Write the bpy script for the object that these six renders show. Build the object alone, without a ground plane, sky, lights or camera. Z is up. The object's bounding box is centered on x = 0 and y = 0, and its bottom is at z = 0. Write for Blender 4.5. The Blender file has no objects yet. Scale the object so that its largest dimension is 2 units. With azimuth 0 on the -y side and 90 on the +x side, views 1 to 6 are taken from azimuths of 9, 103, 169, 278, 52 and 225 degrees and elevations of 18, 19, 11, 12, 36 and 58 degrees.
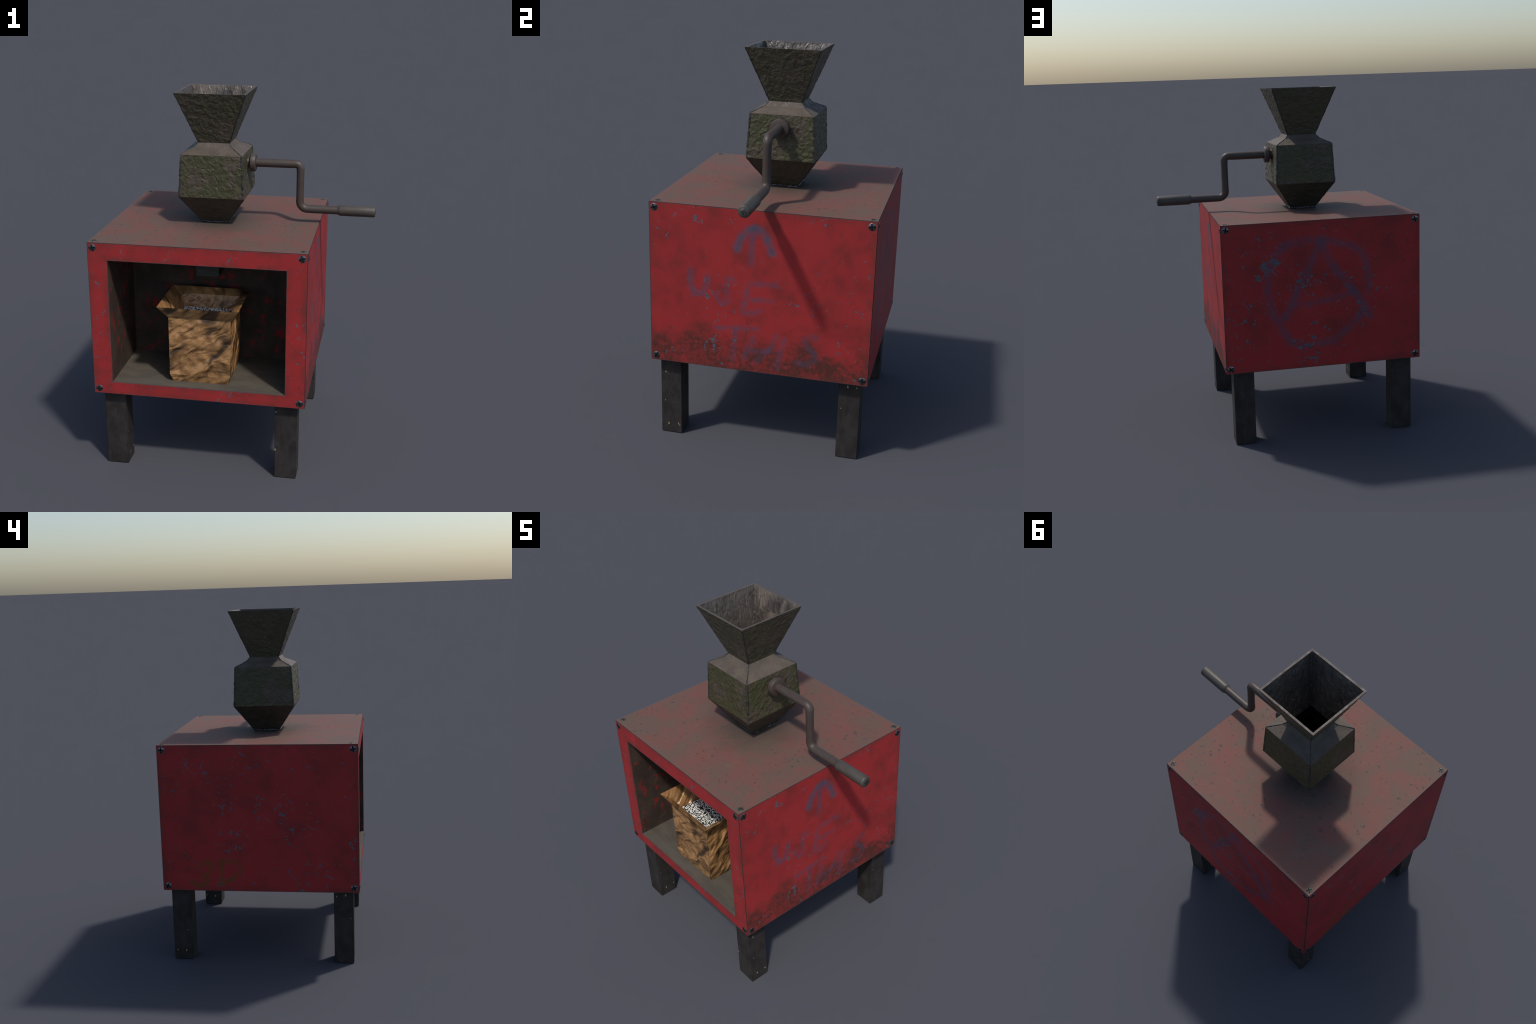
"""A hand-cranked grain mill bolted on a red painted steel cabinet, with a paper bag inside."""
import bpy, bmesh, math, random
from mathutils import Vector, Matrix, noise

random.seed(7)
CX = -0.1545                                  # centre line of cabinet and mill
X0, X1, Y0, Y1, Z0, Z1 = -0.7220, 0.4140, -0.5610, 0.5610, 0.4375, 1.2845     # cabinet
OX0, OX1, OZ0, OZ1, OYB = -0.617, 0.308, 0.509, 1.190, -0.126             # opening and cavity


# ------------------------------------------------------------------ node helpers
class Nodes:
    def __init__(self, name, rough=0.6, spec=0.4, metal=0.0):
        self.mat = bpy.data.materials.new(name)
        self.mat.use_nodes = True
        self.t = self.mat.node_tree
        self.b = self.t.nodes["Principled BSDF"]
        self.b.inputs["Roughness"].default_value = rough
        self.b.inputs["Specular IOR Level"].default_value = spec
        self.b.inputs["Metallic"].default_value = metal
        self.pos = self.new("ShaderNodeTexCoord").outputs["Object"]

    def new(self, kind, **kw):
        n = self.t.nodes.new(kind)
        for k, v in kw.items():
            setattr(n, k, v)
        return n

    def put(self, sock, v):
        if isinstance(v, bpy.types.NodeSocket):
            self.t.links.new(v, sock)
        elif isinstance(v, (tuple, list)) and len(v) == 3 and sock.type == 'RGBA':
            sock.default_value = (*v, 1)
        else:
            sock.default_value = v

    def math(self, op, a, b=0.0, clamp=False):
        n = self.new("ShaderNodeMath", operation=op, use_clamp=clamp)
        self.put(n.inputs[0], a)
        self.put(n.inputs[1], b)
        return n.outputs[0]

    def vmath(self, op, a, b=None, scale=None):
        n = self.new("ShaderNodeVectorMath", operation=op)
        self.put(n.inputs[0], a)
        if b is not None:
            self.put(n.inputs[1], b)
        if scale is not None:
            self.put(n.inputs["Scale"], scale)
        return n.outputs["Value"] if op in ('DOT_PRODUCT', 'LENGTH', 'DISTANCE') else n.outputs["Vector"]

    def mapping(self, vec, loc=(0, 0, 0), rot=(0, 0, 0), scale=(1, 1, 1)):
        n = self.new("ShaderNodeMapping")
        self.put(n.inputs["Vector"], vec)
        n.inputs["Location"].default_value = loc
        n.inputs["Rotation"].default_value = rot
        n.inputs["Scale"].default_value = scale
        return n.outputs[0]

    def streaks(self, vec, ang, along, across, loc=(0, 0, 0)):
        """coordinates turned by an angle and then stretched, for diagonal streaks"""
        return self.mapping(self.mapping(vec, (0, 0, 0), (0, 0, -ang)), loc, (0, 0, 0), (along, across, 1))

    def noise(self, scale, detail=3.0, rough=0.5, dist=0.0, vec=None):
        n = self.new("ShaderNodeTexNoise")
        self.put(n.inputs["Vector"], vec or self.pos)
        n.inputs["Scale"].default_value = scale
        n.inputs["Detail"].default_value = detail
        n.inputs["Roughness"].default_value = rough
        n.inputs["Distortion"].default_value = dist
        return n.outputs["Fac"]

    def voronoi(self, scale, vec=None, feature='F1'):
        n = self.new("ShaderNodeTexVoronoi", feature=feature)
        self.put(n.inputs["Vector"], vec or self.pos)
        n.inputs["Scale"].default_value = scale
        return n

    def step(self, v, lo, hi, a=0.0, b=1.0):
        n = self.new("ShaderNodeMapRange", interpolation_type='SMOOTHSTEP')
        self.put(n.inputs["Value"], v)
        n.inputs["From Min"].default_value = lo
        n.inputs["From Max"].default_value = hi
        n.inputs["To Min"].default_value = a
        n.inputs["To Max"].default_value = b
        return n.outputs["Result"]

    def fall(self, v, lo, hi, a=1.0):
        """a below lo, 0 above hi"""
        return self.step(v, lo, hi, a, 0.0)

    def mix(self, fac, a, b):
        n = self.new("ShaderNodeMix", data_type='RGBA')
        self.put(n.inputs["Factor"], fac)
        self.put(n.inputs["A"] if False else n.inputs[6], a)
        self.put(n.inputs[7], b)
        return n.outputs[2]

    def mul(self, *v):
        r = v[0]
        for k in v[1:]:
            r = self.math('MULTIPLY', r, k)
        return r

    def xyz(self, vec=None):
        n = self.new("ShaderNodeSeparateXYZ")
        self.put(n.inputs[0], vec or self.pos)
        return n.outputs

    def flat(self, iu, iv, seed):
        """panel coordinates (u, v, seed) from two of the object axes"""
        s = self.xyz()
        n = self.new("ShaderNodeCombineXYZ")
        self.put(n.inputs[0], s[iu])
        self.put(n.inputs[1], s[iv])
        n.inputs[2].default_value = seed
        return n.outputs[0]

    def finish(self, col, height=None, bump=0.3, dist=0.004, rough=None):
        self.put(self.b.inputs["Base Color"], col)
        if rough is not None:
            self.put(self.b.inputs["Roughness"], rough)
        if height is not None:
            n = self.new("ShaderNodeBump")
            n.inputs["Strength"].default_value = bump
            n.inputs["Distance"].default_value = dist
            self.put(n.inputs["Height"], height)
            self.put(self.b.inputs["Normal"], n.outputs[0])
        return self.mat

    def stroke(self, vec, points):
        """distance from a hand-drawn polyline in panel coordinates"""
        best = None
        for (ax, ay), (bx, by) in zip(points, points[1:]):
            pa = self.vmath('SUBTRACT', vec, (ax, ay, 0))
            ba = (bx - ax, by - ay, 0)
            h = self.math('MULTIPLY', self.vmath('DOT_PRODUCT', pa, ba),
                          1.0 / (ba[0] ** 2 + ba[1] ** 2), clamp=True)
            d = self.vmath('DISTANCE', pa, self.vmath('SCALE', ba, scale=h))
            best = d if best is None else self.math('MINIMUM', best, d)
        return best


# ------------------------------------------------------------------ materials
RED = (0.330, 0.029, 0.030)
STEEL_BLUE = (0.085, 0.12, 0.155)


def painted(name, iu, iv, seed, rect, spray=(), spray_col=(0.12, 0.09, 0.2), chip=0.5, boosts=(),
            low_dirt=0.0, hole=None, dirt=0.5, red=RED, boost=0.82):
    """Red paint on steel: smudges, chips to the blue-grey steel, scratches, sprayed marks, bare edges."""
    n = Nodes(name, rough=0.5, spec=0.2)
    p = n.flat(iu, iv, seed)
    p2 = n.flat(iu, iv, 0.0)
    col = n.mix(n.step(n.noise(3.2, 4, 0.6, vec=p), 0.3, 0.7), red, tuple(c * f for c, f in zip(red, (0.86, 0.92, 0.92))))
    # brown smudges
    sm = n.mul(n.step(n.noise(6.5, 6, 0.62, vec=p), 0.45, 0.70), dirt)
    col = n.mix(sm, col, (0.13, 0.026, 0.022))
    gr = n.mul(n.step(n.noise(38, 4, 0.65, vec=p), 0.55, 0.68), n.step(n.noise(4.0, 3, vec=n.mapping(p, (3, 1, 0))), 0.48, 0.66), dirt)
    col = n.mix(gr, col, (0.085, 0.027, 0.022))
    height = n.mul(n.noise(30, 4, 0.6, vec=p), 0.35)
    if low_dirt:
        s = n.xyz(p2)
        lvl = n.math('ADD', s[1], n.math('MULTIPLY', n.noise(5.5, 3, 0.5, vec=p), -0.42))
        band = n.fall(lvl, 0.31, 0.46)
        grain = n.step(n.math('ADD', n.noise(40, 5, 0.68, 0.4, vec=p), n.math('MULTIPLY', n.noise(9, 3, vec=p), 0.8)), 0.74, 1.02)
        col = n.mix(n.mul(band, grain, low_dirt), col, (0.062, 0.027, 0.021))
        col = n.mix(n.mul(band, 0.35 * low_dirt), col, (0.09, 0.03, 0.024))
        height = n.math('ADD', height, n.mul(band, grain, 0.5))
    # sprayed lines with soft edges
    for width, strength, pts, colour in spray:
        wob = n.new("ShaderNodeTexNoise")
        n.put(wob.inputs["Vector"], p2)
        wob.inputs["Scale"].default_value = 14
        q = n.vmath('ADD', p2, n.vmath('SCALE', n.vmath('SUBTRACT', wob.outputs["Color"], (0.5, 0.5, 0.5)), scale=0.018))
        q = n.vmath('MULTIPLY', q, (1, 1, 0))
        d = n.stroke(q, pts)
        m = n.mul(n.fall(d, width * 0.1, width * 1.35), min(1.0, strength * boost),
                  n.step(n.noise(16, 3, vec=n.mapping(p, (5, 2, 0))), 0.32, 0.64, 0.45, 1.0))
        col = n.mix(m, col, colour)
    # dark scratches, two directions
    for ang, loc in ((0.55, 1.7), (-0.85, 6.2), (1.35, 9.1)):
        q = n.streaks(p, ang, 5.0, 95, (loc, loc * 0.3, 0))
        m = n.mul(n.step(n.noise(1.0, 2, 0.5, vec=q), 0.645, 0.685), n.step(n.noise(3.5, 2, vec=n.mapping(p, (loc, 0, 0))), 0.48, 0.6), 0.38)
        col = n.mix(m, col, (0.10, 0.04, 0.035))
    # chips
    cl = n.noise(4.2, 2, 0.5, vec=n.mapping(p, (2.2, 7.1, 0)))
    for u, v, r, a in boosts:
        cl = n.math('ADD', cl, n.fall(n.vmath('DISTANCE', p2, (u, v, 0)), r * 0.2, r, a))
    chipv = n.math('ADD', n.noise(38, 2.6, 0.52, 0.9, vec=p), n.math('MULTIPLY', n.math('SUBTRACT', cl, 0.5), 0.32))
    t = 0.718 - 0.06 * chip
    cm = n.step(chipv, t, t + 0.018)
    q = n.streaks(p, 0.8, 8, 70, (4, 4, 0))
    sc = n.mul(n.step(n.noise(1.0, 2, 0.5, vec=q), 0.725 - 0.04 * chip, 0.74 - 0.04 * chip), n.step(cl, 0.5, 0.6))
    cm = n.math('MAXIMUM', cm, sc)
    ccol = n.mix(n.step(n.noise(60, 2, vec=p), 0.4, 0.6), STEEL_BLUE, tuple(c * 0.7 for c in STEEL_BLUE))
    col = n.mix(n.mul(cm, 0.9), col, ccol)
    height = n.math('ADD', height, n.mul(cm, -0.6))
    # bare steel line along the panel edges
    s = n.xyz(p2)
    u0, u1, v0, v1 = rect
    e = n.math('MINIMUM', n.math('MINIMUM', n.math('SUBTRACT', s[0], u0), n.math('SUBTRACT', u1, s[0])),
               n.math('MINIMUM', n.math('SUBTRACT', s[1], v0), n.math('SUBTRACT', v1, s[1])))
    if hole:
        a0, a1, b0, b1 = hole
        dx = n.math('MAXIMUM', n.math('SUBTRACT', a0, s[0]), n.math('SUBTRACT', s[0], a1))
        dy = n.math('MAXIMUM', n.math('SUBTRACT', b0, s[1]), n.math('SUBTRACT', s[1], b1))
        e = n.math('MINIMUM', e, n.math('MAXIMUM', dx, dy))
    e = n.math('ADD', e, n.math('MULTIPLY', n.math('SUBTRACT', n.noise(25, 3, vec=p), 0.5), 0.006))
    # grimy margin, then bare steel along the very edge
    col = n.mix(n.mul(n.fall(e, 0.002, 0.045, 0.5), n.step(n.noise(9, 5, 0.65, vec=n.mapping(p, (6, 3, 0))), 0.35, 0.62)), col, (0.12, 0.032, 0.026))
    col = n.mix(n.fall(e, 0.0018, 0.0045, 0.85), col, (0.068, 0.072, 0.08))
    return n.finish(col, height, 0.25, 0.003)


def dusty_top():
    n = Nodes("dusty_red_top_paint", rough=0.7, spec=0.16)
    p = n.flat(0, 1, 0.0)
    w = n.mapping(p, scale=(1.0, 1.0, 1))
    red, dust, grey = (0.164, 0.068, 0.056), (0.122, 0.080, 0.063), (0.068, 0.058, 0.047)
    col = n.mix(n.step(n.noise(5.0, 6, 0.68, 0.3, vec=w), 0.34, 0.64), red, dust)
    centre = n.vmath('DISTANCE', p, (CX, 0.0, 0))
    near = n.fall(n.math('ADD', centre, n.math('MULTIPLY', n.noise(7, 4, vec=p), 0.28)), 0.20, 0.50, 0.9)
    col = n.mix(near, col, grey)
    col = n.mix(n.mul(n.step(n.noise(13, 5, 0.7, vec=n.streaks(p, 0.5, 1, 2.2, (3, 3, 0))), 0.55, 0.75), 0.45), col, (0.162, 0.108, 0.086))
    col = n.mix(n.mul(n.step(n.noise(9, 4, 0.6, vec=n.mapping(p, (8, 5, 0))), 0.58, 0.75), 0.5), col, (0.168, 0.060, 0.048))
    cl = n.noise(5.2, 2, vec=n.mapping(p, (1, 9, 0)))
    ch = n.math('ADD', n.noise(40, 2.5, 0.5, 0.35, vec=p), n.math('MULTIPLY', n.math('SUBTRACT', cl, 0.5), 0.3))
    cm = n.step(ch, 0.66, 0.685)
    col = n.mix(n.mul(cm, 0.75), col, (0.052, 0.053, 0.05))
    # saw cut running from the corner of the spout towards the front
    cut = n.stroke(n.mapping(p, scale=(1, 1, 0)), [(-0.2470, -0.070), (-0.2480, -0.172)])
    col = n.mix(n.fall(cut, 0.001, 0.004, 0.8), col, (0.04, 0.04, 0.04))
    s = n.xyz(p)
    e = n.math('MINIMUM', n.math('MINIMUM', n.math('SUBTRACT', s[0], X0), n.math('SUBTRACT', X1, s[0])),
               n.math('MINIMUM', n.math('SUBTRACT', s[1], Y0), n.math('SUBTRACT', Y1, s[1])))
    e = n.math('ADD', e, n.math('MULTIPLY', n.math('SUBTRACT', n.noise(18, 3, vec=p), 0.5), 0.012))
    col = n.mix(n.fall(e, 0.002, 0.008, 0.75), col, (0.10, 0.095, 0.09))
    h = n.math('ADD', n.mul(n.noise(60, 4, 0.6, vec=p), 0.5), n.mul(cm, -0.5))
    return n.finish(col, h, 0.25, 0.003)


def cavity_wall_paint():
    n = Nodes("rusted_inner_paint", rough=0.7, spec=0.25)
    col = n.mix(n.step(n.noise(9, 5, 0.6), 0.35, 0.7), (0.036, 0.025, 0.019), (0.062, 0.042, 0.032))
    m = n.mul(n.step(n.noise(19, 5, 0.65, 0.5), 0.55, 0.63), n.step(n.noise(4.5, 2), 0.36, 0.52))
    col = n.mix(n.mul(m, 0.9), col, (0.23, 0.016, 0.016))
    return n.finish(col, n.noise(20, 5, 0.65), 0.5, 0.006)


def cavity_floor_paint():
    n = Nodes("dusty_cavity_floor", rough=0.8, spec=0.2)
    w = n.mapping(n.pos, scale=(1.0, 3.0, 1))
    col = n.mix(n.step(n.noise(6, 5, 0.65, vec=w), 0.35, 0.65), (0.088, 0.078, 0.061), (0.072, 0.061, 0.050))
    col = n.mix(n.mul(n.step(n.noise(15, 4, vec=w), 0.55, 0.75), 0.5), col, (0.102, 0.074, 0.055))
    return n.finish(col, n.noise(40, 4, 0.6), 0.2, 0.003)


def cast_iron(name, base, green=0.0, dark=0.4, bump=0.5, seed=0.0, rough=0.5, green_col=(0.044, 0.048, 0.016), spec=0.5, stretch=1.0):
    n = Nodes(name, rough=rough, spec=spec)
    p = n.mapping(n.pos, (seed, seed * 1.7, seed * 0.6), (0, 0, 0), (1, 1, stretch))
    col = n.mix(n.step(n.noise(12, 5, 0.62, vec=p), 0.35, 0.68), base, tuple(c * 0.72 for c in base))
    if green:
        g = n.step(n.noise(9, 4, 0.6, 0.4, vec=n.mapping(p, (4, 1, 3))), 0.38, 0.54)
        col = n.mix(n.mul(g, green), col, green_col)
    k = n.step(n.noise(26, 5, 0.65, vec=n.mapping(p, (7, 2, 5))), 0.54, 0.70)
    col = n.mix(n.mul(k, dark), col, tuple(c * 0.38 for c in base))
    li = n.step(n.noise(55, 3, 0.6, 0.6, vec=p), 0.62, 0.74)
    col = n.mix(n.mul(li, 0.25), col, tuple(min(1, c * 1.7) for c in base))
    h = n.math('ADD', n.noise(38, 2.0, 0.45, 0.7, vec=p), n.mul(n.noise(110, 3, 0.6, vec=p), 0.16))
    return n.finish(col, h, bump, 0.016, n.step(n.noise(30, 3, vec=p), 0.3, 0.7, rough - 0.1, rough + 0.15))


def crank_iron(name, base, rust):
    n = Nodes(name, rough=0.48, spec=0.38)
    col = n.mix(n.step(n.noise(14, 4, 0.6), 0.42, 0.66), base, rust)
    col = n.mix(n.mul(n.step(n.noise(45, 4, 0.6), 0.58, 0.7), 0.5), col, tuple(c * 0.45 for c in base))
    return n.finish(col, n.noise(70, 4, 0.6), 0.15, 0.003)


def leg_paint():
    n = Nodes("blackened_leg_wood", rough=0.6, spec=0.25)
    p = n.mapping(n.pos, scale=(1, 1, 0.6))
    col = n.mix(n.step(n.noise(16, 5, 0.65, vec=p), 0.35, 0.68), (0.022, 0.018, 0.016), (0.038, 0.033, 0.031))
    col = n.mix(n.mul(n.step(n.noise(30, 3, vec=p), 0.58, 0.72), 0.5), col, (0.050, 0.046, 0.047))
    v = n.voronoi(19)
    r = n.xyz(v.outputs["Color"])
    spot = n.mul(n.fall(n.math('ADD', v.outputs["Distance"], n.math('MULTIPLY', n.noise(90, 2), 0.1)), 0.13, 0.2), n.step(r[0], 0.80, 0.81))
    col = n.mix(n.mul(spot, 0.9), col, (0.33, 0.25, 0.14))
    return n.finish(col, n.noise(45, 4, 0.6, vec=p), 0.25, 0.003)


def bag_paper(name, base=(0.375, 0.20, 0.078), dark=(0.040, 0.022, 0.010), amount=0.68, seed=0.0):
    n = Nodes(name, rough=0.34, spec=0.6, metal=0.15)
    s = n.xyz()
    c = n.new("ShaderNodeCombineXYZ")
    n.put(c.inputs[0], n.math('ADD', s[0], s[1]))
    n.put(c.inputs[1], s[2])
    c.inputs[2].default_value = seed
    w = n.new("ShaderNodeTexNoise")
    n.put(w.inputs["Vector"], c.outputs[0])
    w.inputs["Scale"].default_value = 5
    q = n.vmath('ADD', c.outputs[0], n.vmath('SCALE', n.vmath('SUBTRACT', w.outputs["Color"], (.5, .5, .5)), scale=0.12))
    f = n.noise(1.0, 1.6, 0.5, 0.25, vec=n.streaks(q, 0.85, 5.5, 14.0))
    g = n.noise(1.0, 2.0, 0.5, 0.3, vec=n.streaks(q, 0.6, 11, 27.0, (3, 5, 0)))
    col = n.mix(n.step(n.noise(14, 4, 0.6), 0.35, 0.65), base, (base[0] * 0.78, base[1] * 0.74, base[2] * 0.76))
    # fold shadows painted as dark streaks, lit fold faces between them painted lighter
    col = n.mix(n.mul(n.fall(f, 0.35, 0.50), amount), col, dark)
    col = n.mix(n.mul(n.fall(f, 0.31, 0.42), 0.85), col, dark)
    col = n.mix(n.mul(n.fall(g, 0.30, 0.40), amount * 0.8), col, dark)
    col = n.mix(n.mul(n.step(f, 0.55, 0.68), 0.45), col, tuple(min(1, c * 1.4) for c in base))
    h = n.math('ADD', f, n.math('ADD', n.mul(g, 0.45), n.mul(n.noise(30, 3, 0.5), 0.12)))
    return n.finish(col, h, 1.0, 0.035)


def plain(name, col, rough=0.5, metal=0.0, vary=0.3, scale=40, spec=0.5, bump=0.1):
    n = Nodes(name, rough=rough, metal=metal, spec=spec)
    c = n.mix(n.step(n.noise(scale, 4, 0.6), 0.35, 0.7), col, tuple(k * (1 - vary) for k in col))
    return n.finish(c, n.noise(scale * 2, 3), bump, 0.002)


# ------------------------------------------------------------------ mesh helpers
def add(name, verts, faces, mat, parent, smooth=None, bevel=0.0, origin=None):
    me = bpy.data.meshes.new(name)
    me.from_pydata([tuple(v) for v in verts], [], faces)
    bm = bmesh.new()
    bm.from_mesh(me)
    bmesh.ops.remove_doubles(bm, verts=bm.verts, dist=1e-5)
    bmesh.ops.recalc_face_normals(bm, faces=bm.faces)
    if bevel:
        bmesh.ops.bevel(bm, geom=list(bm.edges), offset=bevel, segments=2, affect='EDGES', clamp_overlap=True)
    bm.to_mesh(me)
    bm.free()
    for m in (mat if isinstance(mat, (list, tuple)) else [mat]):
        me.materials.append(m)
    if smooth is not None:
        me.shade_smooth()
        me.set_sharp_from_angle(angle=math.radians(smooth))
    ob = bpy.data.objects.new(name, me)
    bpy.context.collection.objects.link(ob)
    ob.parent = parent
    return ob


def box(name, lo, hi, mat, parent, bevel=0.002):
    v = [(x, y, z) for x in (lo[0], hi[0]) for y in (lo[1], hi[1]) for z in (lo[2], hi[2])]
    f = [(0, 1, 3, 2), (4, 6, 7, 5), (0, 4, 5, 1), (2, 3, 7, 6), (0, 2, 6, 4), (1, 5, 7, 3)]
    return add(name, v, f, mat, parent, 40, bevel)


def empty(name, loc, parent=None):
    e = bpy.data.objects.new(name, None)
    e.empty_display_size = 0.1
    bpy.context.collection.objects.link(e)
    e.parent = parent
    e.location = loc
    return e


class Patchwork:
    """Collects subdivided quads, each pushed along its normal by a relief function that fades at its rim."""
    def __init__(self):
        self.v, self.f = [], []

    def quad(self, a, b, c, d, cell=0.006, relief=None, rim=0.012, edge=0.0):
        a, b, c, d = map(Vector, (a, b, c, d))
        nu = max(1, round(max((b - a).length, (c - d).length) / cell))
        nv = max(1, round(max((d - a).length, (c - b).length) / cell))
        nor = ((b - a) + (c - d)).cross((d - a) + (c - b)).normalized()
        base = len(self.v)
        wu, wv = ((b - a).length + (c - d).length) / 2, ((d - a).length + (c - b).length) / 2
        for j in range(nv + 1):
            for i in range(nu + 1):
                s, t = i / nu, j / nv
                p = (a.lerp(b, s)).lerp(d.lerp(c, s), t)
                if relief:
                    k = min(s * wu, (1 - s) * wu, t * wv, (1 - t) * wv) / rim
                    k = edge + (1 - edge) * min(1, k)
                    if edge == 0 and (i in (0, nu) or j in (0, nv)):
                        k = 0
                    p = p + nor * (relief(p) * k)
                self.v.append(p)
        for j in range(nv):
            for i in range(nu):
                o = base + j * (nu + 1) + i
                self.f.append((o, o + 1, o + nu + 2, o + nu + 1))

    def frustum(self, r0, r1, **kw):
        """side walls between two axis-aligned rectangles (x0, x1, y0, y1, z); outward facing when r0 is below r1"""
        def ring(r):
            x0, x1, y0, y1, z = r
            return [(x0, y0, z), (x1, y0, z), (x1, y1, z), (x0, y1, z)]
        A, B = ring(r0), ring(r1)
        for i in range(4):
            j = (i + 1) % 4
            self.quad(A[i], A[j], B[j], B[i], **kw)

    def cap(self, r, **kw):
        x0, x1, y0, y1, z = r
        self.quad((x0, y0, z), (x1, y0, z), (x1, y1, z), (x0, y1, z), **kw)

    def build(self, name, mat, parent, smooth=35):
        return add(name, self.v, self.f, mat, parent, smooth)


def sq(h, z):
    return (CX - h, CX + h, -h, h, z)


def hammered(amp, scale=38.0, seed=0.0):
    def f(p):
        q = Vector((p.x + seed, p.y - seed, p.z)) * scale
        w = noise.noise_vector(q * 0.5) * 0.6
        return amp * (noise.noise(q + w) + 0.5 * noise.noise(q * 2.1 + w))
    return f


def lathe(name, profile, axis_z, mat, parent, sides=32, smooth=35, y=0.0):
    """profile of (x, radius) turned round an axis parallel to x through (y, axis_z)"""
    v, f = [], []
    for x, r in profile:
        for k in range(sides):
            a = 2 * math.pi * k / sides
            v.append((x, y + r * math.cos(a), axis_z + r * math.sin(a)))
    m = len(profile)
    for i in range(m - 1):
        for k in range(sides):
            j = (k + 1) % sides
            f.append((i * sides + k, i * sides + j, (i + 1) * sides + j, (i + 1) * sides + k))
    f.append(tuple(range(sides)))
    f.append(tuple((m - 1) * sides + k for k in range(sides)))
    return add(name, v, f, mat, parent, smooth)


def sweep(name, path, radii, mat, parent, sides=20, lump=0.0, smooth=50):
    """round bar along a path of points"""
    path = [Vector(p) for p in path]
    v, f = [], []
    up = Vector((0, 1, 0)) if abs((path[-1] - path[0]).normalized().y) < 0.9 else Vector((0, 0, 1))
    for i, p in enumerate(path):
        t = (path[min(i + 1, len(path) - 1)] - path[max(i - 1, 0)]).normalized()
        n1 = (up - t * up.dot(t)).normalized()
        n2 = t.cross(n1)
        for k in range(sides):
            a = 2 * math.pi * k / sides
            d = n1 * math.cos(a) + n2 * math.sin(a)
            r = radii[i] if isinstance(radii, (list, tuple)) else radii
            if lump:
                r *= 1 + lump * noise.noise((p + d * r) * 55)
            v.append(p + d * r)
    m = len(path)
    for i in range(m - 1):
        for k in range(sides):
            j = (k + 1) % sides
            f.append((i * sides + k, i * sides + j, (i + 1) * sides + j, (i + 1) * sides + k))
    f.append(tuple(range(sides)))
    f.append(tuple((m - 1) * sides + k for k in range(sides)))
    return add(name, v, f, mat, parent, smooth)


def line(a, b, step=0.006):
    a, b = Vector(a), Vector(b)
    k = max(1, round((b - a).length / step))
    return [a.lerp(b, i / k) for i in range(k + 1)]


# ------------------------------------------------------------------ the mill on its cabinet
mill = empty("grain_mill", (0, 0, 0))
mill["label"] = "hand-cranked iron grain mill on a scuffed red metal cabinet"
mill["category"] = "grain mill"
cabinet = empty("cabinet", (0, 0, 0), mill)

BLUE_SPRAY, OLIVE_SPRAY, DEEP_BLUE = (0.070, 0.060, 0.098), (0.10, 0.066, 0.012), (0.030, 0.078, 0.125)

right_marks = [
    (0.026, 0.95, [(-0.112, 1.086), (-0.088, 1.149), (-0.059, 1.186), (-0.026, 1.196), (0.007, 1.186), (0.038, 1.144), (0.063, 1.079)], DEEP_BLUE),
    (0.022, 0.75, [(-0.026, 1.198), (-0.034, 1.137), (-0.039, 1.075), (-0.041, 1.013)], BLUE_SPRAY),
    (0.021, 0.75, [(-0.349, 0.951), (-0.347, 0.877), (-0.327, 0.828), (-0.295, 0.832), (-0.270, 0.873), (-0.256, 0.920)], BLUE_SPRAY),
    (0.020, 0.60, [(-0.128, 0.921), (-0.159, 0.921), (-0.171, 0.891), (-0.158, 0.848), (-0.151, 0.810), (-0.182, 0.793), (-0.207, 0.810), (-0.211, 0.845)], BLUE_SPRAY),
    (0.019, 0.70, [(0.080, 0.917), (0.013, 0.912), (-0.048, 0.911), (-0.059, 0.866), (-0.071, 0.807), (-0.079, 0.757), (-0.033, 0.760), (0.016, 0.775)], BLUE_SPRAY),
    (0.018, 0.65, [(-0.034, 0.827), (0.015, 0.833), (0.070, 0.833)], BLUE_SPRAY),
    (0.018, 0.65, [(-0.213, 0.659), (-0.143, 0.664), (-0.081, 0.669), (0.0, 0.676)], BLUE_SPRAY),
    (0.018, 0.60, [(-0.115, 0.658), (-0.114, 0.605), (-0.123, 0.557), (-0.132, 0.496)], BLUE_SPRAY),
    (0.020, 0.60, [(-0.024, 0.630), (-0.050, 0.560), (-0.066, 0.512)], BLUE_SPRAY),
    (0.020, 0.65, [(0.096, 0.646), (0.075, 0.590), (0.052, 0.560), (-0.002, 0.500)], BLUE_SPRAY),
    (0.018, 0.65, [(-0.035, 0.555), (0.010, 0.552), (0.059, 0.565)], BLUE_SPRAY),
    (0.020, 0.65, [(0.137, 0.632), (0.114, 0.569), (0.101, 0.481)], BLUE_SPRAY),
    (0.021, 0.60, [(0.300, 0.665), (0.263, 0.664), (0.238, 0.645), (0.253, 0.614), (0.285, 0.586), (0.299, 0.548), (0.257, 0.516), (0.208, 0.523)], BLUE_SPRAY),
]
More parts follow.
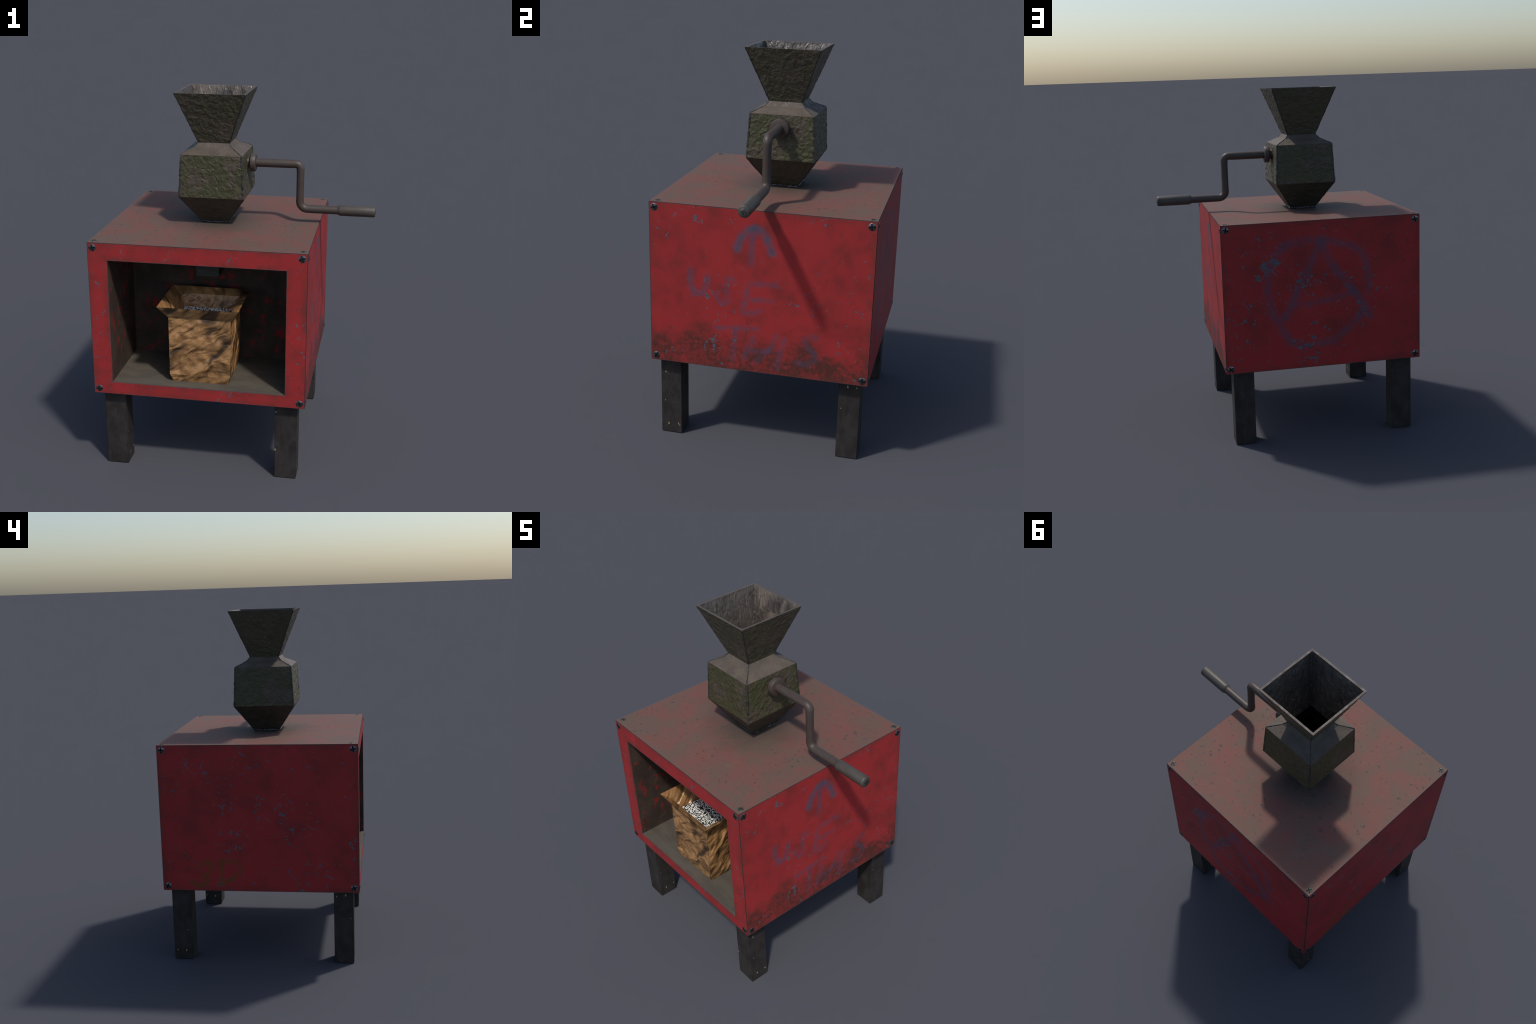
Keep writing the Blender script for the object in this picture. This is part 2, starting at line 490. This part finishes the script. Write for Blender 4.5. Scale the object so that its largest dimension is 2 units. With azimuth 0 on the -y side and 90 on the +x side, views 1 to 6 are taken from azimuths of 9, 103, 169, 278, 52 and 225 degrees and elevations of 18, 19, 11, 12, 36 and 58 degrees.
back_marks = [
    (0.030, 0.55, [(-0.156, 1.176), (-0.076, 1.175), (0.010, 1.166), (0.066, 1.145), (0.110, 1.106), (0.149, 1.035), (0.161, 0.962), (0.167, 0.882), (0.151, 0.806), (0.129, 0.741), (0.088, 0.675), (0.046, 0.601), (-0.022, 0.563), (-0.123, 0.576), (-0.206, 0.585), (-0.271, 0.631), (-0.349, 0.695), (-0.375, 0.744)], BLUE_SPRAY),
    (0.028, 0.50, [(-0.187, 1.168), (-0.249, 1.148), (-0.324, 1.125), (-0.380, 1.090), (-0.405, 1.045), (-0.413, 0.975), (-0.419, 0.899), (-0.415, 0.849)], BLUE_SPRAY),
    (0.030, 0.60, [(-0.144, 1.174), (-0.111, 1.096), (-0.065, 1.001), (-0.019, 0.917), (0.014, 0.845), (0.041, 0.784), (0.073, 0.737)], BLUE_SPRAY),
    (0.030, 0.65, [(-0.150, 1.155), (-0.185, 1.073), (-0.233, 0.988), (-0.289, 0.922), (-0.338, 0.855), (-0.388, 0.781), (-0.426, 0.714)], BLUE_SPRAY),
    (0.024, 0.50, [(-0.010, 0.812), (-0.098, 0.817), (-0.180, 0.829), (-0.256, 0.842), (-0.319, 0.856)], BLUE_SPRAY),
]
left_marks = [
    (0.018, 0.55, [(0.358, 0.575), (0.322, 0.605), (0.279, 0.609), (0.271, 0.569), (0.296, 0.540), (0.329, 0.525), (0.298, 0.504), (0.306, 0.475), (0.356, 0.467), (0.398, 0.492)], OLIVE_SPRAY),
    (0.018, 0.55, [(0.216, 0.613), (0.219, 0.541), (0.229, 0.476), (0.158, 0.510), (0.104, 0.550), (0.109, 0.586), (0.140, 0.614), (0.181, 0.621), (0.216, 0.613)], OLIVE_SPRAY),
]

T = 0.022


def mitred(name, corner_lo, corner_hi, axis, outward, mat, hole=None, sag=0.0):
    """Sheet panel whose borders are mitred inwards; an optional rectangular hole goes straight through,
    and the sheet may sag towards its middle."""
    ax = [i for i in range(3) if i != axis]
    face = corner_hi[axis] if outward > 0 else corner_lo[axis]

    def pt(u, v, depth):
        p = [0, 0, 0]
        p[axis] = face - outward * depth
        p[ax[0]], p[ax[1]] = u, v
        return p
    u0, u1, v0, v1 = corner_lo[ax[0]], corner_hi[ax[0]], corner_lo[ax[1]], corner_hi[ax[1]]
    g = 0.0006                                   # hairline joint between sheets
    i = T * 1.15
    r = lambda a, b, c, d, z: [pt(a, c, z), pt(b, c, z), pt(b, d, z), pt(a, d, z)]
    out, inn = r(u0 + g, u1 - g, v0 + g, v1 - g, 0), r(u0 + i, u1 - i, v0 + i, v1 - i, T)
    v = out + inn
    f = [(k, (k + 1) % 4, 4 + (k + 1) % 4, 4 + k) for k in range(4)]
    if hole:
        v += r(*hole, 0) + r(*hole, T)
        f += [(k, (k + 1) % 4, 8 + (k + 1) % 4, 8 + k) for k in range(4)]
        f += [(4 + k, 4 + (k + 1) % 4, 12 + (k + 1) % 4, 12 + k) for k in range(4)]
        f += [(8 + k, 8 + (k + 1) % 4, 12 + (k + 1) % 4, 12 + k) for k in range(4)]
    else:
        f += [(0, 1, 2, 3), (4, 5, 6, 7)]
    ob = add(name, v, f, mat, cabinet, 40)
    bm = bmesh.new()
    bm.from_mesh(ob.data)
    edges = [e for e in bm.edges if all(abs(w.co[axis] - face) < 1e-5 for w in e.verts) and len(e.link_faces) == 2
             and any(abs(k.normal[axis]) < 0.9 for k in e.link_faces)]
    bmesh.ops.bevel(bm, geom=edges, offset=0.0018, segments=2, affect='EDGES')
    if sag:
        big = max(bm.faces, key=lambda k: k.calc_area() * (k.normal[axis] * outward > 0.9))
        bmesh.ops.subdivide_edges(bm, edges=list(big.edges), cuts=40, use_grid_fill=True)
        for w in bm.verts:
            if abs(w.co[axis] - face) < 1e-5:
                d = math.hypot(w.co[ax[0]] - CX, w.co[ax[1]])
                w.co[axis] -= outward * sag * max(0.0, 1 - d / 0.55)
    bm.to_mesh(ob.data)
    bm.free()
    ob.data.shade_smooth()
    ob.data.set_sharp_from_angle(angle=math.radians(40))
    return ob


LO, HI = (X0, Y0, Z0), (X1, Y1, Z1)
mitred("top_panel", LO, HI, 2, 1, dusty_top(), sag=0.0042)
mitred("side_panel", LO, HI, 0, 1, painted("red_paint_right", 1, 2, 0.0, (Y0, Y1, Z0, Z1), right_marks, chip=0.45, low_dirt=0.9, dirt=0.55,
       boosts=((-0.31, 1.215, 0.05, 0.45), (-0.25, 0.83, 0.05, 0.45), (-0.24, 0.56, 0.07, 0.5), (0.42, 0.62, 0.08, 0.35))))
mitred("side_panel", LO, HI, 0, -1, painted("red_paint_left", 1, 2, 3.3, (Y0, Y1, Z0, Z1), left_marks, boost=1.2, chip=0.8, dirt=0.45,
       boosts=((-0.35, 0.56, 0.12, 0.2), (0.1, 0.75, 0.1, 0.2))))
mitred("back_panel", LO, HI, 1, 1, painted("red_paint_back", 0, 2, 6.1, (X0, X1, Z0, Z1), back_marks, boost=1.0, chip=0.7, dirt=0.5,
       boosts=((0.14, 1.045, 0.09, 0.6), (0.20, 0.99, 0.06, 0.55), (-0.05, 0.90, 0.12, 0.15), (-0.06, 0.50, 0.12, 0.3), (-0.25, 0.8, 0.05, 0.35))))
mitred("front_frame", LO, HI, 1, -1, painted("red_paint_front", 0, 2, 9.4, (X0, X1, Z0, Z1), chip=0.6, dirt=0.5,
       hole=(OX0, OX1, OZ0, OZ1), boosts=((0.36, 0.95, 0.12, 0.3), (0.0, 0.47, 0.12, 0.3), (0.02, 1.21, 0.05, 0.4))),
       hole=(OX0, OX1, OZ0, OZ1))
mitred("bottom_panel", LO, HI, 2, -1, painted("red_paint_under", 0, 1, 12.0, (X0, X1, Y0, Y1), chip=0.5))

# cavity behind the opening
wall_mat, floor_mat = cavity_wall_paint(), cavity_floor_paint()
s = 0.012
box("cavity_wall", (OX0 - s, Y0 + 0.0012, OZ0 - s), (OX0 + 0.0006, OYB + s, OZ1 + s), wall_mat, cabinet, 0.0008)
box("cavity_wall", (OX1 - 0.0006, Y0 + 0.0012, OZ0 - s), (OX1 + s, OYB + s, OZ1 + s), wall_mat, cabinet, 0.0008)
box("cavity_back", (OX0 - 0.0004, OYB, OZ0 - s), (OX1 + 0.0004, OYB + s, OZ1 + s), wall_mat, cabinet, 0.0008)
box("cavity_floor", (OX0 - 0.0004, Y0 + 0.0016, OZ0 - s), (OX1 + 0.0004, OYB, OZ0 + 0.0006), floor_mat, cabinet, 0.0008)
box("cavity_ceiling", (OX0 - 0.0004, Y0 + 0.0016, OZ1 - 0.0006), (OX1 + 0.0004, OYB, OZ1 + s), wall_mat, cabinet, 0.0008)

# legs
leg_mat = leg_paint()
for ax in (-0.621, 0.3135):
    for ay in (-0.4705, 0.4705):
        dx, dy = (0.003 if ax < CX else -0.003), (0.002 if ay < 0 else -0.002)      # a little more wood on the inner sides
        box("leg", (ax - 0.0570 + min(dx, 0), ay - 0.0545 + min(dy, 0), 0.0), (ax + 0.0570 + max(dx, 0), ay + 0.0545 + max(dy, 0), Z0 + 0.0005), leg_mat, mill, 0.002)

# pale flecks of old paint on the legs, low on two of them and high on the other two
fleck_mat = plain("old_cream_paint", (0.36, 0.28, 0.16), rough=0.6, vary=0.4, scale=200)
spots = random.Random(5)
for ax in (-0.621, 0.3135):
    for ay in (-0.4705, 0.4705):
        for side in (-1, 1):
            low = (ay * side < 0)
            for k, (dy, dz, r) in enumerate(((-0.012, 0.0, 0.0062), (0.040, 0.006, 0.0045), (-0.035, 0.13, 0.003))):
                y = ay + dy + spots.uniform(-0.006, 0.006)
                z = (0.055 + dz if low else 0.405 - dz) + spots.uniform(-0.006, 0.006)
                x = ax + side * 0.0570 + (0.003 if ax < CX and side > 0 else -0.003 if ax > CX and side < 0 else 0.0)
                v = [(x + side * 0.0008, y, z)]
                for j in range(12):
                    a = 2 * math.pi * j / 12
                    q = r * spots.uniform(0.7, 1.15)
                    v.append((x + side * 0.0002, y + q * 0.75 * math.cos(a), z + q * 1.25 * math.sin(a)))
                add("paint_fleck", v, [(0, 1 + j, 1 + (j + 1) % 12) for j in range(12)], fleck_mat, mill, 60)

# cross-head screws
screw_mat = plain("dark_screw_steel", (0.20, 0.215, 0.235), rough=0.28, metal=0.85, vary=0.7, scale=90, bump=0.2)


def screw_mesh(material, slot, r=0.0215, h=0.0036):
    bm = bmesh.new()
    sides, rings = 32, 7
    prof = [(r * math.sin(math.pi / 2 * k / rings), -0.004 + (h + 0.004) * (math.cos(math.pi / 2 * k / rings) ** 0.8)) for k in range(1, rings + 1)]
    me = bpy.data.meshes.new("screw")
    v, f = [(0, 0, h)], []
    for rr, z in prof:
        v += [(rr * math.cos(2 * math.pi * k / sides), rr * math.sin(2 * math.pi * k / sides), z) for k in range(sides)]
    f += [(0, 1 + k, 1 + (k + 1) % sides) for k in range(sides)]
    for i in range(rings - 1):
        f += [(1 + i * sides + k, 1 + (i + 1) * sides + k, 1 + (i + 1) * sides + (k + 1) % sides, 1 + i * sides + (k + 1) % sides) for k in range(sides)]
    f.append(tuple(1 + (rings - 1) * sides + k for k in range(sides))[::-1])
    me.from_pydata(v, [], f)
    ob = bpy.data.objects.new("screw_blank", me)
    bpy.context.collection.objects.link(ob)
    # cross recess cut by a plus-shaped prism
    w, l, floor = r * 0.15, r * 0.78, h * 0.1
    plus = [(w, w), (l, w), (l, -w), (w, -w), (w, -l), (-w, -l), (-w, -w), (-l, -w), (-l, w), (-w, w), (-w, l), (w, l)]
    cm = bpy.data.meshes.new("cross_cutter")
    n = len(plus)
    cm.from_pydata([(x, y, floor) for x, y in plus] + [(x, y, h * 3) for x, y in plus], [],
                   [tuple(range(n)), tuple(range(n, 2 * n))[::-1]] + [(k, n + k, n + (k + 1) % n, (k + 1) % n) for k in range(n)])
    bm.from_mesh(cm)
    bmesh.ops.recalc_face_normals(bm, faces=bm.faces)
    bm.to_mesh(cm)
    bm.clear()
    bm.from_mesh(me)
    bmesh.ops.recalc_face_normals(bm, faces=bm.faces)
    bm.to_mesh(me)
    bm.free()
    cut = bpy.data.objects.new("cross_cutter", cm)
    bpy.context.collection.objects.link(cut)
    mod = ob.modifiers.new("cross", 'BOOLEAN')
    mod.operation, mod.object, mod.solver = 'DIFFERENCE', cut, 'EXACT'
    bpy.context.view_layer.update()
    res = bpy.data.meshes.new_from_object(ob.evaluated_get(bpy.context.evaluated_depsgraph_get()))
    res.name = "screw"
    bpy.data.objects.remove(ob)
    bpy.data.objects.remove(cut)
    res.materials.clear()
    res.materials.append(material)
    res.materials.append(slot)
    for poly in res.polygons:                      # floor and walls of the cross recess
        if all(min(abs(res.vertices[k].co.x), abs(res.vertices[k].co.y)) <= w + 1e-5 for k in poly.vertices) and \
                any(abs(res.vertices[k].co.z - floor) < 1e-5 for k in poly.vertices):
            poly.material_index = 1
    res.shade_smooth()
    res.set_sharp_from_angle(angle=math.radians(35))
    return res


slot_mat = plain('screw_slot_black', (0.012, 0.012, 0.013), rough=0.8, spec=0.1)
SCREW = screw_mesh(screw_mat, slot_mat)
DUSTY = screw_mesh(plain('dusty_screw_steel', (0.075, 0.072, 0.062), rough=0.55, vary=0.5, scale=90, bump=0.2),
                   plain('top_slot_dark', (0.035, 0.034, 0.03), rough=0.8, spec=0.1), 0.0195, 0.0026)


def screw(pos, normal, parent, size=1.0, mesh=None):
    ob = bpy.data.objects.new("screw", mesh or SCREW)
    bpy.context.collection.objects.link(ob)
    ob.parent = parent
    rot = Vector((0, 0, 1)).rotation_difference(Vector(normal)).to_matrix().to_4x4()
    ob.matrix_local = Matrix.Translation(pos) @ rot @ Matrix.Rotation(random.uniform(0, math.pi), 4, 'Z') @ Matrix.Scale(size, 4)
    return ob


IN = 0.028
for a in (Y0 + IN, Y1 - IN):
    for z in (Z0 + IN, Z1 - IN):
        screw((X1, a, z), (1, 0, 0), cabinet)
        screw((X0, a, z), (-1, 0, 0), cabinet)
for a in (X0 + IN, X1 - IN):
    for z in (Z0 + IN, Z1 - IN):
        screw((a, Y0, z), (0, -1, 0), cabinet)
        screw((a, Y1, z), (0, 1, 0), cabinet)
    for b in (Y0 + IN + 0.008, Y1 - IN):
        screw((a, b, Z1), (0, 0, 1), cabinet, mesh=DUSTY)

# feed nozzle under the cavity ceiling
box("nozzle", (CX - 0.063, -0.282, 1.038), (CX + 0.063, -0.150, OZ1 + 0.001),
    cast_iron("nozzle_iron", (0.022, 0.026, 0.026), dark=0.4, bump=0.4, seed=4), cabinet, 0.002)

# ------------------------------------------------------------------ the mill body
iron_outer = cast_iron("mossy_hammered_iron", (0.074, 0.058, 0.040), green=0.75, dark=0.55, bump=0.6, spec=0.42, )
iron_funnel = cast_iron("weathered_funnel_iron", (0.078, 0.062, 0.043), green=0.6, dark=0.5, bump=0.6, spec=0.42, seed=2.0, green_col=(0.054, 0.053, 0.025))
iron_bare = cast_iron("bare_shoulder_iron", (0.105, 0.083, 0.066), dark=0.4, bump=0.2, seed=5.0, rough=0.62, spec=0.3)
iron_rust = cast_iron("rusty_spout_iron", (0.048, 0.037, 0.027), green=0.5, dark=0.55, bump=0.4, green_col=(0.036, 0.034, 0.018), seed=8.0)
iron_inside = cast_iron("dark_mottled_funnel_lining", (0.066, 0.056, 0.048), dark=0.6, bump=0.7, seed=11.0, rough=0.40, stretch=0.45)
iron_pale_patched = cast_iron("pale_patched_funnel_lining", (0.060, 0.049, 0.041), green=0.7, dark=0.55, bump=0.7, seed=12.3, rough=0.42, green_col=(0.160, 0.130, 0.104), stretch=0.4)
iron_rim = cast_iron("rubbed_rim_iron", (0.098, 0.080, 0.066), dark=0.4, bump=0.1, seed=6.0, rough=0.6, spec=0.3)
inner_weld = plain("inner_weld_iron", (0.045, 0.040, 0.036), rough=0.45, vary=0.7, scale=50, bump=0.4)
black = plain("shaft_black", (0.006, 0.006, 0.006), rough=0.9, spec=0.1)
seam_mat = plain("dark_seam_iron", (0.030, 0.029, 0.027), rough=0.5, vary=0.6, scale=60, bump=0.4)

RIM, NECK, CREASE, SHOULDER, WAIST, SPOUT = sq(0.1915, 2.0), sq(0.086, 1.726), sq(0.105, 1.703), sq(0.1675, 1.673), sq(0.1785, 1.445), sq(0.074, 1.286)

p = Patchwork()
p.frustum(NECK, RIM, relief=hammered(0.0015), cell=0.005)
p.build("hopper_funnel", iron_funnel, mill)
p = Patchwork()
p.frustum(RIM, sq(0.1795, 1.9995), cell=0.02)
p.build("hopper_rim", iron_rim, mill)
MOUTH, THROAT = sq(0.1795, 1.9995), sq(0.078, 1.722)
corner = lambda q: [Vector((q[0], q[2], q[4])), Vector((q[1], q[2], q[4])), Vector((q[1], q[3], q[4])), Vector((q[0], q[3], q[4]))]
for k in range(4):
    A, B = corner(MOUTH), corner(THROAT)
    p = Patchwork()
    p.quad(A[k], A[(k + 1) % 4], B[(k + 1) % 4], B[k], relief=hammered(0.0022, 30, 3.0 + k), cell=0.005)
    p.build("hopper_lining", iron_pale_patched if k == 2 else iron_inside, mill)
    inward = Vector((CX, 0, 1.86))
    a, b = A[k], B[k]
    pull = lambda q: q + Vector((CX - q.x, -q.y, 0)).normalized() * 0.0012
    path = [pull(q) + Vector((0.003 * noise.noise(q * 25), 0.003 * noise.noise(q * 25 + Vector((9, 0, 0))), 0)) for q in line(a.lerp(b, 0.015), a.lerp(b, 0.99), 0.004)]
    sweep("corner_weld", path, 0.0036, inner_weld, mill, 8, lump=0.9)
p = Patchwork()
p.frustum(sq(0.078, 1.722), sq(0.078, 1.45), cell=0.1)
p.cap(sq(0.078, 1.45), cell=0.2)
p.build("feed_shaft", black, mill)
p = Patchwork()
p.frustum(CREASE, NECK, cell=0.02)
p.frustum(SHOULDER, CREASE, cell=0.02)
p.build("mill_shoulder", iron_bare, mill, 20)
p = Patchwork()
p.frustum(WAIST, SHOULDER, relief=hammered(0.0016, 38, 7.0), cell=0.005)
p.build("mill_body", iron_outer, mill)
p = Patchwork()
p.frustum(SPOUT, WAIST, relief=hammered(0.0012, 30, 5.0), cell=0.006)
p.frustum(sq(0.073, 1.270), SPOUT, cell=0.02)
p.build("mill_spout", iron_rust, mill)

# folded seams on the corners
for sx in (-1, 1):
    for sy in (-1, 1):
        for lo, hi, r in ((NECK, RIM, 0.0042), (SHOULDER, CREASE, 0.0030), (CREASE, NECK, 0.0030), (WAIST, SHOULDER, 0.0068), (SPOUT, WAIST, 0.0036)):
            def c(q):
                h = (q[1] - q[0]) / 2 - r * 0.72
                return (CX + sx * h, sy * h, q[4])
            a, b = Vector(c(lo)), Vector(c(hi))
            path = line(a.lerp(b, 0.01), a.lerp(b, 0.985), 0.005)
            sweep("seam", path, r, seam_mat, mill, 8, lump=0.5)

# ragged weld round the spout foot
weld = plain("weld_metal", (0.075, 0.075, 0.078), rough=0.35, metal=0.4, vary=0.8, scale=70, bump=0.4)
h = 0.074
ring = [(CX - h, -h), (CX + h, -h), (CX + h, h), (CX - h, h)]
for k in range(4):
    (ax, ay), (bx, by) = ring[k], ring[(k + 1) % 4]
    pts = line((ax, ay, 1.287), (bx, by, 1.287), 0.004)
    pts = [q + Vector((0, 0, 0.0035 * noise.noise(q * 40))) for q in pts]
    sweep("weld_bead", pts, 0.0058, weld, mill, 10, lump=1.1)

# ------------------------------------------------------------------ crank
crank = empty("crank", (0.03, 0, 1.611), mill)
pipe_mat = crank_iron("brown_crank_iron", (0.056, 0.045, 0.039), (0.058, 0.038, 0.031))
grip_mat = crank_iron("grey_grip_iron", (0.066, 0.058, 0.048), (0.054, 0.046, 0.038))
ZA, ZB, XV = 1.611, 1.3640, 0.3045


def arc(cx, cz, r, a0, a1, n=7):
    return [(cx + r * math.cos(math.radians(a0 + (a1 - a0) * k / n)), 0, cz + r * math.sin(math.radians(a0 + (a1 - a0) * k / n))) for k in range(n + 1)]


R1, R2 = 0.026, 0.040
path, rad = [], []
for q in line((0.0, 0, ZA), (XV - R1, 0, ZA), 0.03)[:-1]:
    path.append(tuple(q)); rad.append(0.0235)
for q in arc(XV - R1, ZA - R1, R1, 90, 0):
    path.append(q); rad.append(0.0222)
for q in line((XV, 0, ZA - R1), (XV, 0, ZB + R2), 0.03)[1:-1]:
    path.append(tuple(q)); rad.append(0.0207)
for q in arc(XV + R2, ZB + R2, R2, 180, 270):
    path.append(q); rad.append(0.0222)
for q in line((XV + R2, 0, ZB), (0.53, 0, ZB), 0.03)[1:]:
    path.append(tuple(q)); rad.append(0.0228)


def shift(ob):
    """keep the part where it was built although its parent stands elsewhere"""
    ob.matrix_parent_inverse = Matrix.Translation(ob.parent.location).inverted()
    return ob


shift(sweep("crank_arm", path, rad, pipe_mat, crank, 24))
shift(lathe("crank_flange", [(0.030, 0.040), (0.032, 0.046), (0.035, 0.0495), (0.056, 0.0495), (0.060, 0.047), (0.0625, 0.041)], ZA, pipe_mat, crank, 40))
shift(lathe("axle_boss", [(0.005, 0.030), (0.018, 0.030), (0.024, 0.027), (0.031, 0.027)], ZA, pipe_mat, crank, 32))
shift(lathe("grip", [(0.511, 0.0225), (0.514, 0.0245), (0.524, 0.0290), (0.530, 0.0298), (0.706, 0.0298), (0.712, 0.0285), (0.7155, 0.025)], ZB, grip_mat, crank, 40, 50))
shift(screw((0.7152, 0, ZB), (1, 0, 0), crank, 0.82))

# ------------------------------------------------------------------ paper bag with white grain
bag = empty("paper_bag", (CX, -0.368, OZ0 + 0.0012))
bag["label"] = "crumpled brown paper bag filled with white grain"
bag["category"] = "paper bag"
paper, paper_in = bag_paper("crumpled_bag_paper"), bag_paper("bag_lining_paper", seed=3.0, amount=0.6)
zb = OZ0 + 0.0012


def creases(amp):
    """crumpled paper: sharp ridges running up to the right, over soft dents"""
    def f(q):
        u, w = q.x + q.y, q.z
        d = noise.noise_vector(Vector((u * 7, w * 7, 2.0))) * 0.022
        u, w = u + d.x, w + d.y
        a, b = (w - u) * 0.707, (u + w) * 0.707
        r1 = 1 - abs(noise.noise(Vector((b * 4.5, a * 20, 0.5)))) * 2.2
        r2 = 1 - abs(noise.noise(Vector((b * 16, a * 13, 7.5)))) * 2.2
        soft = noise.noise(Vector((u * 20, w * 20, 4)))
        return amp * (0.9 * max(r1, -0.4) + 0.5 * max(r2, -0.4) + 0.7 * soft - 0.35)
    return f


rings = [(-0.301, -0.004, -0.491, -0.247, zb), (-0.318, 0.008, -0.501, -0.235, 0.552), (-0.318, 0.014, -0.502, -0.230, 0.70),
         (-0.319, 0.013, -0.501, -0.232, 0.877)]
rim_ring = (-0.372, 0.061, -0.537, -0.192, 0.944)
p = Patchwork()
for a, b in zip(rings, rings[1:]):
    p.frustum(a, b, relief=creases(0.0068), rim=0.03, edge=0.3, cell=0.0045)
p.cap(rings[0], cell=0.05)
shift(p.build("bag_wall", paper, bag, 60))
p = Patchwork()
p.frustum(rings[-1], rim_ring, relief=creases(0.004), rim=0.02, edge=0.2, cell=0.005)
shift(p.build("bag_collar", paper, bag, 60))
inner = [rim_ring, (-0.326, 0.012, -0.497, -0.237, 0.918), (-0.292, -0.018, -0.471, -0.262, 0.8485), (-0.292, -0.018, -0.471, -0.262, 0.835)]
p = Patchwork()
for a, b in zip(inner, inner[1:]):
    p.frustum(a, b, relief=creases(0.004), rim=0.02, edge=0.1, cell=0.005)
shift(p.build("bag_lining", paper_in, bag, 50))
x0, x1, y0, y1, _ = inner[-1]
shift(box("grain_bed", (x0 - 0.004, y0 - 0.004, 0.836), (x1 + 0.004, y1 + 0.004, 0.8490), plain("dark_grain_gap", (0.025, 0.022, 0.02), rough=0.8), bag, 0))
# loose grains: squashed pellets on a jittered lattice
rnd = random.Random(21)
v, f = [], []
pitch = 0.0122
ny, nx = int((y1 - y0) / pitch), int((x1 - x0) / pitch)
ico = bmesh.new()
bmesh.ops.create_icosphere(ico, subdivisions=2, radius=1)
iv, itri = [q.co.copy() for q in ico.verts], [[w.index for w in t.verts] for t in ico.faces]
ico.free()
for j in range(ny):
    for i in range(nx):
        cx = x0 + (i + 0.5 + 0.5 * (j % 2) * 0.9) * (x1 - x0) / nx + rnd.uniform(-1, 1) * pitch * 0.28
        cy = y0 + (j + 0.5) * (y1 - y0) / ny + rnd.uniform(-1, 1) * pitch * 0.28
        cx = min(cx, x1 - 0.003)
        if rnd.random() < 0.05:
            continue
        M = Matrix.Translation((cx, cy, 0.8503 + rnd.uniform(-0.0012, 0.0012))) @ Matrix.Rotation(rnd.uniform(0, 6.3), 4, 'Z') @ Matrix.Rotation(rnd.uniform(-0.35, 0.35), 4, 'X') \
            @ Matrix.Diagonal((pitch * rnd.uniform(0.42, 0.68), pitch * rnd.uniform(0.27, 0.42), 0.0026, 1))
        o = len(v)
        v += [M @ (q * (1 + 0.25 * noise.noise(q * 1.5 + Vector((i, j, 0))))) for q in iv]
        f += [tuple(o + k for k in t) for t in itri]
g = shift(add("grain", v, f, plain("white_grain", (0.78, 0.77, 0.74), rough=0.6, vary=0.12, scale=80), bag, 60))
g["kind"] = "stuff"
bpy.context.view_layer.update()
